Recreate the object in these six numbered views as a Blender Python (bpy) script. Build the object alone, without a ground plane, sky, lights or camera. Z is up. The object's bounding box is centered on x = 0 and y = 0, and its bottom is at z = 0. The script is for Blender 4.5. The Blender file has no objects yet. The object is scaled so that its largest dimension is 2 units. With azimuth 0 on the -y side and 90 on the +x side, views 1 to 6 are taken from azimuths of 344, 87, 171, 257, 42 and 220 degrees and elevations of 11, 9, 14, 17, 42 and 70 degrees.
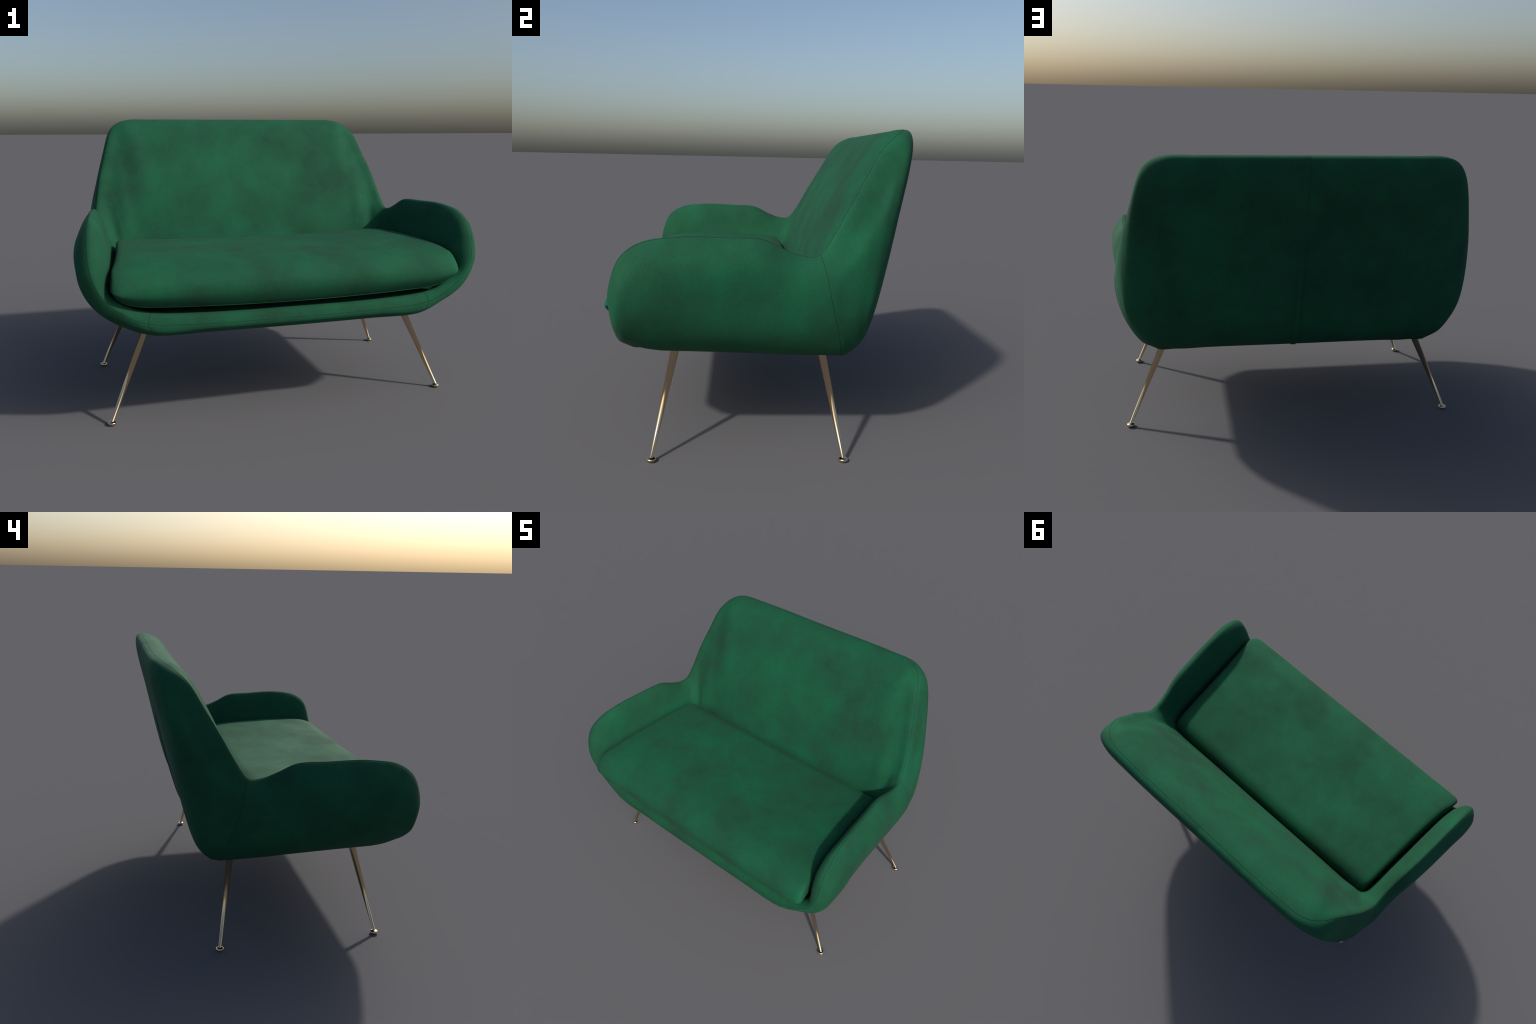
"""Two-seat velvet loveseat: padded tub shell, loose seat cushion, splayed brass legs."""
import bpy, bmesh, math
import numpy as np
from mathutils import Vector

# ------------------------------------------------------------------ materials
def new_mat(name):
    m = bpy.data.materials.new(name)
    m.use_nodes = True
    nt = m.node_tree
    return m, nt, nt.nodes["Principled BSDF"]

def velvet(name, dark, light, gain=1.0):
    """Green velvet: big soft patches of brushed / unbrushed pile plus fine nap grain."""
    m, nt, bs = new_mat(name)
    N, L = nt.nodes, nt.links
    tc = N.new("ShaderNodeTexCoord")
    def noise(scale, detail, rough, dist=0.0):
        n = N.new("ShaderNodeTexNoise")
        n.inputs["Scale"].default_value = scale
        n.inputs["Detail"].default_value = detail
        n.inputs["Roughness"].default_value = rough
        n.inputs["Distortion"].default_value = dist
        L.new(tc.outputs["Object"], n.inputs["Vector"])
        return n
    big = noise(4.2, 5.0, 0.60, 0.1)
    ramp = N.new("ShaderNodeValToRGB")
    ramp.color_ramp.elements[0].position = 0.30
    ramp.color_ramp.elements[0].color = (*dark, 1)
    ramp.color_ramp.elements[1].position = 0.72
    ramp.color_ramp.elements[1].color = (*light, 1)
    L.new(big.outputs["Fac"], ramp.inputs["Fac"])
    fine = noise(150.0, 3.0, 0.6)
    fr = N.new("ShaderNodeMapRange")
    fr.inputs["From Min"].default_value = 0.3
    fr.inputs["From Max"].default_value = 0.7
    fr.inputs["To Min"].default_value = 0.86
    fr.inputs["To Max"].default_value = 1.14
    L.new(fine.outputs["Fac"], fr.inputs["Value"])
    mul = N.new("ShaderNodeMix"); mul.data_type = 'RGBA'; mul.blend_type = 'MULTIPLY'
    mul.inputs["Factor"].default_value = 1.0
    L.new(ramp.outputs["Color"], mul.inputs["A"])
    L.new(fr.outputs["Result"], mul.inputs["B"])
    L.new(mul.outputs["Result"], bs.inputs["Base Color"])
    rr = N.new("ShaderNodeMapRange")
    rr.inputs["From Min"].default_value = 0.35
    rr.inputs["From Max"].default_value = 0.65
    rr.inputs["To Min"].default_value = 0.90
    rr.inputs["To Max"].default_value = 0.80
    L.new(big.outputs["Fac"], rr.inputs["Value"])
    L.new(rr.outputs["Result"], bs.inputs["Roughness"])
    bs.inputs["Specular IOR Level"].default_value = 0.22
    bs.inputs["Sheen Weight"].default_value = 0.025
    bs.inputs["Sheen Roughness"].default_value = 0.5
    bs.inputs["Sheen Tint"].default_value = (0.6, 0.9, 0.75, 1)
    bump = N.new("ShaderNodeBump")
    bump.inputs["Strength"].default_value = 0.12
    bump.inputs["Distance"].default_value = 0.002
    L.new(fine.outputs["Fac"], bump.inputs["Height"])
    L.new(bump.outputs["Normal"], bs.inputs["Normal"])
    return m

VELVET = velvet("green_velvet", (0.0086, 0.055, 0.0275), (0.0038, 0.093, 0.0405))

SEAM, nt, bs = new_mat("seam_shadow_line")
bs.inputs["Base Color"].default_value = (0.006, 0.032, 0.019, 1)  # velvet green darkened to the shade inside a seam crease
bs.inputs["Roughness"].default_value = 0.9
bs.inputs["Specular IOR Level"].default_value = 0.05

BRASS, nt, bs = new_mat("polished_brass")
bs.inputs["Metallic"].default_value = 1.0
bs.inputs["Roughness"].default_value = 0.14
nz = nt.nodes.new("ShaderNodeTexNoise"); nz.inputs["Scale"].default_value = 30.0
tc = nt.nodes.new("ShaderNodeTexCoord")
nt.links.new(tc.outputs["Object"], nz.inputs["Vector"])
rp = nt.nodes.new("ShaderNodeValToRGB")
rp.color_ramp.elements[0].color = (0.66, 0.50, 0.31, 1)
rp.color_ramp.elements[1].color = (0.74, 0.57, 0.36, 1)
nt.links.new(nz.outputs["Fac"], rp.inputs["Fac"])
nt.links.new(rp.outputs["Color"], bs.inputs["Base Color"])

# ------------------------------------------------------------------ helpers
def link(ob, parent=None):
    bpy.context.scene.collection.objects.link(ob)
    if parent:
        ob.parent = parent
    return ob

def hermite(P, per_seg, closed=False, axis_w=None):
    """Cubic Hermite through P (n, ..., 3) along axis 0; per_seg samples per span.
    Knot spacing is the mean centripetal chord, so all columns stay aligned."""
    P = np.asarray(P, float)
    n = len(P)
    idx = lambda i: i % n if closed else i
    m = n if closed else n - 1
    h = []
    for i in range(m):
        d = P[idx(i + 1)] - P[i]
        h.append(np.sqrt(np.linalg.norm(d, axis=-1)).mean() + 1e-6)
    h = np.array(h)
    T = np.zeros_like(P)
    for i in range(n):
        if closed or 0 < i < n - 1:
            a, b = h[(i - 1) % m], h[i % m]
            da = (P[i] - P[idx(i - 1)]) / a
            db = (P[idx(i + 1)] - P[i]) / b
            T[i] = (da * b + db * a) / (a + b)
        elif i == 0:
            T[i] = (P[1] - P[0]) / h[0]
        else:
            T[i] = (P[i] - P[i - 1]) / h[-1]
    out, knots = [], []
    for i in range(m):
        knots.append(len(out))
        k = per_seg[i] if hasattr(per_seg, "__len__") else per_seg
        p0, p1, t0, t1 = P[i], P[idx(i + 1)], T[i] * h[i], T[idx(i + 1)] * h[i]
        for j in range(k):
            u = j / k
            out.append((2*u**3 - 3*u**2 + 1) * p0 + (u**3 - 2*u**2 + u) * t0
                       + (-2*u**3 + 3*u**2) * p1 + (u**3 - u**2) * t1)
    if not closed:
        knots.append(len(out)); out.append(P[-1])
    return np.array(out), knots

# ------------------------------------------------------------------ tub shell
# Half of the shell (x >= 0) as sections that start under the seat, run up the
# outside, over the rim seam and down the padded inside to the seat deck.
# rows: bottom edge, low turn, outer low, outer mid, outer high, RIM, inner shoulder,
#       inner mid, inner low
# front rail centre, rail seam, then round the front corner and up the arm front
RAIL_AND_ARM_FRONT = [
 [(0,-.545,.448),(0,-.588,.454),(0,-.618,.465),(0,-.637,.480),(0,-.646,.494),(0,-.646,.511),(0,-.636,.538),(0,-.610,.555),(0,-.570,.548)],
 [(.62,-.545,.448),(.645,-.586,.457),(.665,-.616,.471),(.680,-.635,.487),(.690,-.643,.508),(.697,-.643,.533),(.690,-.634,.560),(.675,-.608,.575),(.655,-.560,.562)],
 [(.65,-.530,.449),(.722,-.562,.468),(.772,-.592,.502),(.800,-.615,.530),(.808,-.632,.554),(.798,-.640,.580),(.788,-.631,.597),(.774,-.605,.606),(.752,-.545,.572)],
 [(.67,-.500,.450),(.768,-.542,.484),(.843,-.573,.530),(.896,-.597,.577),(.913,-.620,.620),(.891,-.637,.658),(.879,-.626,.673),(.864,-.592,.680),(.838,-.515,.620)],
 [(.685,-.455,.449),(.794,-.505,.485),(.886,-.546,.556),(.957,-.577,.645),(.979,-.601,.733),(.937,-.632,.770),(.903,-.620,.780),(.866,-.568,.772),(.828,-.467,.640)],
 [(.695,-.400,.448),(.799,-.455,.481),(.896,-.488,.562),(.978,-.512,.692),(.994,-.548,.836),(.946,-.588,.896),(.905,-.580,.896),(.860,-.520,.826),(.818,-.420,.640)],
 [(.70,-.348,.447),(.797,-.402,.479),(.897,-.420,.562),(.976,-.430,.700),(.995,-.470,.868),(.938,-.503,.962),(.896,-.498,.948),(.852,-.445,.832),(.810,-.365,.640)],
]
# along the arm from its crown to the dip before the back
ARM_RUN = [
 [(.70,-.290,.446),(.797,-.320,.478),(.893,-.325,.560),(.962,-.332,.702),(.984,-.350,.882),(.925,-.362,.988),(.884,-.358,.957),(.843,-.333,.828),(.802,-.290,.645)],
 [(.70,-.140,.444),(.796,-.150,.474),(.890,-.150,.562),(.946,-.150,.706),(.967,-.150,.886),(.909,-.150,.987),(.869,-.150,.954),(.830,-.150,.826),(.792,-.140,.645)],
 [(.70,.000,.439),(.795,.000,.470),(.887,.000,.564),(.935,.000,.712),(.946,-.003,.888),(.893,-.004,.980),(.855,-.004,.946),(.820,-.010,.822),(.780,-.020,.645)],
 [(.70,.125,.437),(.795,.125,.466),(.886,.117,.568),(.930,.105,.722),(.927,.096,.862),(.882,.090,.938),(.847,.088,.908),(.815,.076,.810),(.775,.055,.645)],
 [(.71,.240,.436),(.797,.238,.467),(.884,.218,.573),(.928,.192,.722),(.921,.170,.844),(.877,.164,.912),(.843,.152,.882),(.809,.134,.795),(.768,.102,.645)],
]
# side seam (arm cover meets back cover), then up the back's edge and round its top corner
BACK_RUN = [
 [(.72,.350,.436),(.797,.350,.471),(.880,.323,.588),(.924,.284,.735),(.914,.258,.850),(.876,.234,.917),(.838,.218,.888),(.800,.182,.792),(.755,.135,.645)],
 [(.72,.370,.436),(.798,.378,.487),(.882,.353,.608),(.916,.328,.795),(.894,.330,.920),(.864,.286,.988),(.820,.271,.945),(.776,.217,.805),(.728,.150,.645)],
 [(.712,.382,.436),(.798,.405,.500),(.884,.393,.645),(.902,.400,.885),(.862,.428,1.055),(.839,.361,1.124),(.788,.331,1.066),(.742,.237,.865),(.695,.158,.645)],
 [(.70,.390,.436),(.788,.427,.510),(.876,.425,.665),(.884,.455,.960),(.826,.498,1.172),(.806,.427,1.238),(.755,.389,1.182),(.711,.273,.960),(.660,.162,.645)],
 [(.67,.392,.436),(.764,.445,.514),(.852,.466,.668),(.858,.512,1.010),(.797,.562,1.290),(.770,.497,1.356),(.718,.454,1.302),(.668,.304,1.025),(.620,.164,.645)],
 [(.63,.388,.436),(.720,.456,.516),(.796,.494,.670),(.812,.562,1.040),(.762,.618,1.360),(.722,.568,1.419),(.664,.492,1.383),(.605,.310,1.050),(.550,.165,.645)],
 [(.57,.386,.434),(.650,.456,.512),(.700,.510,.676),(.708,.592,1.060),(.670,.654,1.388),(.652,.613,1.446),(.590,.516,1.406),(.535,.309,1.050),(.480,.165,.645)],
 [(.45,.378,.434),(.490,.449,.510),(.505,.507,.680),(.505,.600,1.080),(.500,.665,1.393),(.497,.626,1.449),(.475,.519,1.409),(.440,.307,1.050),(.400,.165,.645)],
]

def shifted(section, x, dy=0.0, dz=0.0):
    return [(x, p[1] + dy, p[2] + dz) for p in section]
def with_deck(section):
    """close a section with its seat-deck point, pulled in from the inner low point"""
    x, y, z = section[-1]
    return section + [(x * .88, -.08 + (y + .08) * .74, .545)]
STATIONS = ([RAIL_AND_ARM_FRONT[0], shifted(RAIL_AND_ARM_FRONT[0], .40, 0, .002)] + RAIL_AND_ARM_FRONT[1:]
            + ARM_RUN + BACK_RUN + [shifted(BACK_RUN[-1], 0.0, .001, .0)])
STATIONS = [with_deck(list(s)) for s in STATIONS]
RIM_ROW, RAIL_ST, SIDE_ST = 5, 2, 13
half = np.array(STATIONS, float)
nst = len(half)
mirror = half[1:-1][::-1] * np.array([-1, 1, 1])
net = np.concatenate([half, mirror])             # closed loop of sections
N_TOTAL = len(net)
names = list(range(nst)) + list(range(nst - 2, 0, -1))

def insert_seams(G, axis, lines, width=0.0020, depth=0.0004, rows=None):
    """Add a narrow groove along grid lines: two flank lines close to each seam line,
    the seam line itself sunk along the local normal.  rows = (lo, hi) limits on the
    other axis (closed interval), with full-width flanks kept everywhere."""
    G = np.moveaxis(G, axis, 0)
    closed = axis == 0
    n = len(G)
    out, newidx = [], {}
    for i in range(n):
        if i in lines:
            a, b = G[(i - 1) % n], G[(i + 1) % n]
            def flank(q):
                d = q - G[i]
                l = np.linalg.norm(d, axis=-1, keepdims=True)
                return G[i] + d / l * np.minimum(width, 0.4 * l)
            # local normal
            t = np.gradient(G[i], axis=0)
            c = b - a
            nn = np.cross(t, c)
            nn /= np.linalg.norm(nn, axis=-1, keepdims=True) + 1e-9
            out.append(flank(a)); newidx[i] = len(out)
            lo, hi = lines[i]
            mask = np.zeros((len(G[i]), 1))
            mask[lo:hi + 1] = 1
            out.append(G[i] + nn * depth * mask * insert_seams.sign)
            out.append(flank(b))
        else:
            newidx[i] = len(out); out.append(G[i])
    return np.moveaxis(np.array(out), 0, axis), newidx

SPAN_ST = 9
SPAN_ROW = 9
# sections first (axis 1 -> rows), then around the loop
rows_first, row_knots = hermite(np.moveaxis(net, 1, 0), SPAN_ROW)
grid, st_knots = hermite(np.moveaxis(rows_first, 0, 1), SPAN_ST, closed=True)
# grid[station sample, row sample, xyz]
rim = row_knots[RIM_ROW]
side_cols = [st_knots[i] for i, s in enumerate(names) if s == SIDE_ST]
rail_cols = [st_knots[i] for i, s in enumerate(names) if s == RAIL_ST]
back_col = st_knots[nst - 1]
last_row = grid.shape[1] - 1
# orient: rows x columns normal sign (outwards) found from the back centre
tq = grid[back_col + 1, rim // 2] - grid[back_col - 1, rim // 2]
cq = grid[back_col, rim // 2 + 1] - grid[back_col, rim // 2 - 1]
SGN = 1.0 if np.cross(tq, cq)[1] > 0 else -1.0      # cross(station, row) faces out

insert_seams.sign = +1.0 * SGN      # row seam: cross(t=station, c=row) outward -> sink below
nrm_sign = -1.0
insert_seams.sign = -SGN
g2, ridx = insert_seams(grid, 1, {rim: (0, grid.shape[0] - 1)})
rim2 = ridx[rim]
insert_seams.sign = +SGN            # column seams: cross(t=row, c=station) is flipped
cols = {c: (0, rim2) for c in side_cols}
cols.update({c: (0, g2.shape[1] - 1) for c in rail_cols})
cols[back_col] = (0, rim2)
g3, cidx = insert_seams(g2, 0, cols)
rim3 = rim2
SC = g3.shape[0]; SR = g3.shape[1]
side3 = sorted(cidx[c] for c in side_cols)
rail3 = sorted(cidx[c] for c in rail_cols)
back3 = cidx[back_col]

# build one welded mesh, then separate by region
bm = bmesh.new()
V = [[bm.verts.new(g3[i, j]) for j in range(SR)] for i in range(SC)]
region = bm.faces.layers.int.new("region")
R_BACKREST, R_BACK, R_ARM_R, R_ARM_L, R_RAIL, R_BASE = range(6)
inner_split_r = st_knots[names.index(SIDE_ST)]
def col_region(i, j):
    outer = j < rim3
    mid = i + 0.5
    if mid < rail3[0] or mid > rail3[1]:
        return R_RAIL
    if mid < side3[0]:
        return R_ARM_R
    if mid > side3[1]:
        return R_ARM_L
    return R_BACK if outer else R_BACKREST
for i in range(SC):
    for j in range(SR - 1):
        f = bm.faces.new((V[i][j], V[(i + 1) % SC][j], V[(i + 1) % SC][j + 1], V[i][j + 1]))
        f[region] = col_region(i, j)
        f.smooth = True
# underside and seat deck: shrink rings then cap
def cap(j, rings, zc):
    prev = [V[i][j] for i in range(SC)]
    for k in range(1, rings + 1):
        s = 1 - k / (rings + 0.6)
        cur = []
        for i in range(SC):
            p = V[i][j].co
            cur.append(bm.verts.new((p.x * s, -0.08 + (p.y + 0.08) * s, p.z + (zc - p.z) * (1 - s))))
        for i in range(SC):
            q = (prev[i], prev[(i + 1) % SC], cur[(i + 1) % SC], cur[i])
            f = bm.faces.new(q); f[region] = R_BASE; f.smooth = True
        prev = cur
    f = bm.faces.new(prev); f[region] = R_BASE; f.smooth = True
cap(0, 5, 0.432)
cap(SR - 1, 4, 0.545)
bmesh.ops.recalc_face_normals(bm, faces=bm.faces)
bm.normal_update()
normals = {v.index: v.normal.copy() for v in bm.verts}
bm.verts.index_update()
vn = [v.normal.copy() for v in bm.verts]

root = bpy.data.objects.new("loveseat", None)
root.empty_display_size = 0.2
link(root)
root["label"] = "two-seat green velvet loveseat with splayed tapered brass legs"
root["category"] = "sofa"

def region_object(name, which):
    faces = [f for f in bm.faces if f[region] in which]
    vid, co, nl = {}, [], []
    polys = []
    for f in faces:
        p = []
        for v in f.verts:
            if v.index not in vid:
                vid[v.index] = len(co); co.append(v.co[:]); nl.append(vn[v.index])
            p.append(vid[v.index])
        polys.append(p)
    me = bpy.data.meshes.new(name)
    me.from_pydata(co, [], polys)
    me.materials.append(VELVET)
    me.shade_smooth()
    me.normals_split_custom_set_from_vertices([n[:] for n in nl])
    return link(bpy.data.objects.new(name, me), root)

backrest = region_object("backrest", {R_BACKREST})
back_cover = region_object("back_cover", {R_BACK})
region_object("armrest", {R_ARM_R})
region_object("armrest.001", {R_ARM_L})
region_object("front_rail", {R_RAIL})
region_object("seat_base", {R_BASE})
bm.free()

# ------------------------------------------------------------------ seam shadow lines, modelled as thin dark tubes
def tube(name, pts, r, mat, cyclic=False, parent=root, sides=6):
    cu = bpy.data.curves.new(name, 'CURVE'); cu.dimensions = '3D'
    sp = cu.splines.new('POLY'); sp.points.add(len(pts) - 1)
    for p, q in zip(sp.points, pts):
        p.co = (*q, 1)
    sp.use_cyclic_u = cyclic
    cu.bevel_depth = r; cu.bevel_resolution = max(0, (sides - 4) // 2)
    tmp = bpy.data.objects.new(name + "_tmp", cu)
    link(tmp)
    dg = bpy.context.evaluated_depsgraph_get()
    me = bpy.data.meshes.new_from_object(tmp.evaluated_get(dg))
    bpy.data.objects.remove(tmp); bpy.data.curves.remove(cu)
    me.name = name
    me.materials.clear(); me.materials.append(mat); me.shade_smooth()
    return link(bpy.data.objects.new(name, me), parent)

TH = 0.0009
tube("seam", g3[:, rim3], TH, SEAM, cyclic=True)
for c in side3:
    tube("seam", g3[c, 3:rim3 + 1], TH, SEAM)
for c in rail3:
    tube("seam", g3[c, 3:SR - 12], TH, SEAM)
zs = g3[back3, :rim3 + 1]
tube("seam", zs[zs[:, 2] > 1.06], TH * .55, SEAM, parent=back_cover)

# ------------------------------------------------------------------ zip flap on the back
flap_path = [p for p in g3[back3, :rim3] if p[2] < 1.065]
flap_path = np.array(flap_path)
bmf = bmesh.new()
ring_prev = None
prof = [(-.004, -.002), (-.004, .0032), (-.001, .0048), (.019, .0046), (.023, .0028), (.024, -.002)]
for k, p in enumerate(flap_path):
    q = flap_path[min(k + 1, len(flap_path) - 1)] - flap_path[max(k - 1, 0)]
    n = np.array([0, q[2], -q[1]]); n /= np.linalg.norm(n) + 1e-9
    if n[1] < 0 and p[2] > .5: n = -n
    ring = [bmf.verts.new((p[0] + a, p[1] + n[1] * b, p[2] + n[2] * b)) for a, b in prof]
    if ring_prev:
        for a in range(len(prof)):
            b = (a + 1) % len(prof)
            bmf.faces.new((ring_prev[a], ring_prev[b], ring[b], ring[a]))
    else:
        bmf.faces.new(ring)
    ring_prev = ring
bmf.faces.new(ring_prev)
bmesh.ops.recalc_face_normals(bmf, faces=bmf.faces)
me = bpy.data.meshes.new("zip_flap"); bmf.to_mesh(me); bmf.free()
me.materials.append(VELVET); me.shade_smooth()
me.set_sharp_from_angle(angle=math.radians(50))
link(bpy.data.objects.new("zip_flap", me), back_cover)

# ------------------------------------------------------------------ seat cushion
PROFILE = [(-.20, .578), (.06, .580), (.140, .592), (.178, .640), (.186, .700), (.172, .752), (.135, .782),
           (.06, .793), (-.12, .801), (-.32, .802), (-.46, .795), (-.558, .780), (-.630, .749), (-.666, .702),
           (-.670, .657), (-.652, .612), (-.632, .588), (-.600, .580), (-.45, .577)]
prof, _ = hermite(np.array([(0, y, z) for y, z in PROFILE], float), 6, closed=True)
def half_width(y):
    f = np.interp(y, [-.665, -.62, -.50, -.28, .10, .19], [.846, .844, .826, .805, .780, .770])
    return f
def cushion_section(t):
    """t in -1..1 across the seat; ends round off, lower front corners lift strongly."""
    s, a = np.sign(t), abs(t)
    P = prof.copy()
    y, z = P[:, 1].copy(), P[:, 2].copy()
    front = np.clip((-y - .1) / .5, 0, 1)
    # lower edge lifts in a wide quarter round, upper edge in a tight one
    ub = np.clip((a - .72) / .28, 0, 1); lift = 1 - np.clip(1 - ub**2.5, 0, 1) ** .5
    ut = np.clip((a - .955) / .045, 0, 1); drop = 1 - np.sqrt(np.clip(1 - ut**2, 0, 1))
    zl, zt = .690, .768
    z = z + .016 * min(a / .75, 1.0) ** 2 * np.clip((.66 - z) / .06, 0, 1) * front
    z = np.where(z < zl, z + (zl - z) * lift * .96, z)
    z = np.where(z > zt, z - (z - zt) * drop * .75, z)
    uy = np.clip((a - .95) / .05, 0, 1); dy = 1 - np.sqrt(np.clip(1 - uy**2, 0, 1))
    yc = -.235
    y = y - np.sign(y - yc) * dy * .022 * np.clip(abs(y - yc) / .38, 0, 1)
    top = np.clip((z - .74) / .05, 0, 1)
    ca = math.cos(a * math.pi / 2) ** 1.3
    z += top * (.010 * (1 - ca) - .013 * ca * np.clip((y + .55) / .30, 0, 1) * (1 - .4 * np.clip(y / .12, 0, 1)))
    x = t * half_width(P[:, 1]) * (1 + .010 * np.exp(-((P[:, 2] - .69) / .06) ** 2))
    return np.stack([x, y, z], -1)
ts = np.concatenate([np.linspace(0, .70, 22), np.linspace(.72, .92, 12), 1 - .08 * np.cos(np.linspace(.05, math.pi / 2, 14))])
ts = np.concatenate([-ts[::-1], ts[1:]])
cush = np.array([cushion_section(t) for t in ts])
bmc = bmesh.new()
CV = [[bmc.verts.new(p) for p in sec] for sec in cush]
m = len(prof)
for i in range(len(ts) - 1):
    for j in range(m):
        bmc.faces.new((CV[i][j], CV[i + 1][j], CV[i + 1][(j + 1) % m], CV[i][(j + 1) % m]))
bmc.faces.new(CV[0]); bmc.faces.new(CV[-1])
bmesh.ops.recalc_face_normals(bmc, faces=bmc.faces)
me = bpy.data.meshes.new("seat_cushion"); bmc.to_mesh(me); bmc.free()
me.materials.append(VELVET); me.shade_smooth()
cushion = link(bpy.data.objects.new("seat_cushion", me), root)
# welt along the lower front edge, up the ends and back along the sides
jf = int(np.argmin(np.hypot(prof[:, 1] + .632, prof[:, 2] - .588)))
welt = [cush[i][jf] + np.array([0, -.001, -.001]) for i in range(len(ts))]
tube("welt", welt, .0026, VELVET, parent=cushion, sides=8)

# ------------------------------------------------------------------ legs
def lathe(profile, seg=32):
    b = bmesh.new(); rings = []
    for r, z in profile:
        rings.append([b.verts.new((r * math.cos(a), r * math.sin(a), z)) for a in
                      [2 * math.pi * k / seg for k in range(seg)]])
    for A, B in zip(rings, rings[1:]):
        for k in range(seg):
            b.faces.new((A[k], A[(k + 1) % seg], B[(k + 1) % seg], B[k]))
    b.faces.new(rings[0][::-1]); b.faces.new(rings[-1])
    bmesh.ops.recalc_face_normals(b, faces=b.faces)
    return b

foot_b = lathe([(.012, .0), (.0175, .0015), (.0205, .005), (.0213, .0085), (.0205, .012),
                (.0180, .0148), (.0130, .0165), (.0070, .0172), (.002, .0174)])
foot_me = bpy.data.meshes.new("foot_glide"); foot_b.to_mesh(foot_me); foot_b.free()
foot_me.materials.append(BRASS); foot_me.shade_smooth()

def leg_mesh(length):
    """straight tapered leg; normals bent to draw its light: lifted at the foot for the bright streak,
    lowered toward the top for the dark brown reflection"""
    rb, rt = .0072, .0196
    steps = 14
    b = lathe([(rb + (rt - rb) * k / steps, length * k / steps) for k in range(steps + 1)])
    me = bpy.data.meshes.new("leg"); b.to_mesh(me); b.free()
    me.materials.append(BRASS); me.shade_smooth()
    nrm = []
    for v in me.vertices:
        t = v.co.z / length
        a = math.radians(24 - 68 * t)
        rad = Vector((v.co.x, v.co.y, 0)).normalized()
        nrm.append((rad * math.cos(a) + Vector((0, 0, 1)) * math.sin(a))[:])
    me.normals_split_custom_set_from_vertices(nrm)
    return me
FRONT = (Vector((.866, -.473, .0135)), Vector((.669, -.383, .470)))
BACK = (Vector((.866, .366, .0135)), Vector((.669, .274, .470)))
for foot, top in (FRONT, BACK):
    me = leg_mesh((top - foot).length)
    for s in (1, -1):
        f = Vector((foot.x * s, foot.y, foot.z)); t = Vector((top.x * s, top.y, top.z))
        leg = link(bpy.data.objects.new("leg", me), root)
        leg.rotation_mode = 'QUATERNION'
        leg.rotation_quaternion = (t - f).to_track_quat('Z', 'Y')
        leg.location = f
        g = link(bpy.data.objects.new("foot_glide", foot_me), leg)
        bpy.context.view_layer.update()
        g.matrix_parent_inverse = leg.matrix_world.inverted()
        g.location = (f.x, f.y, 0)
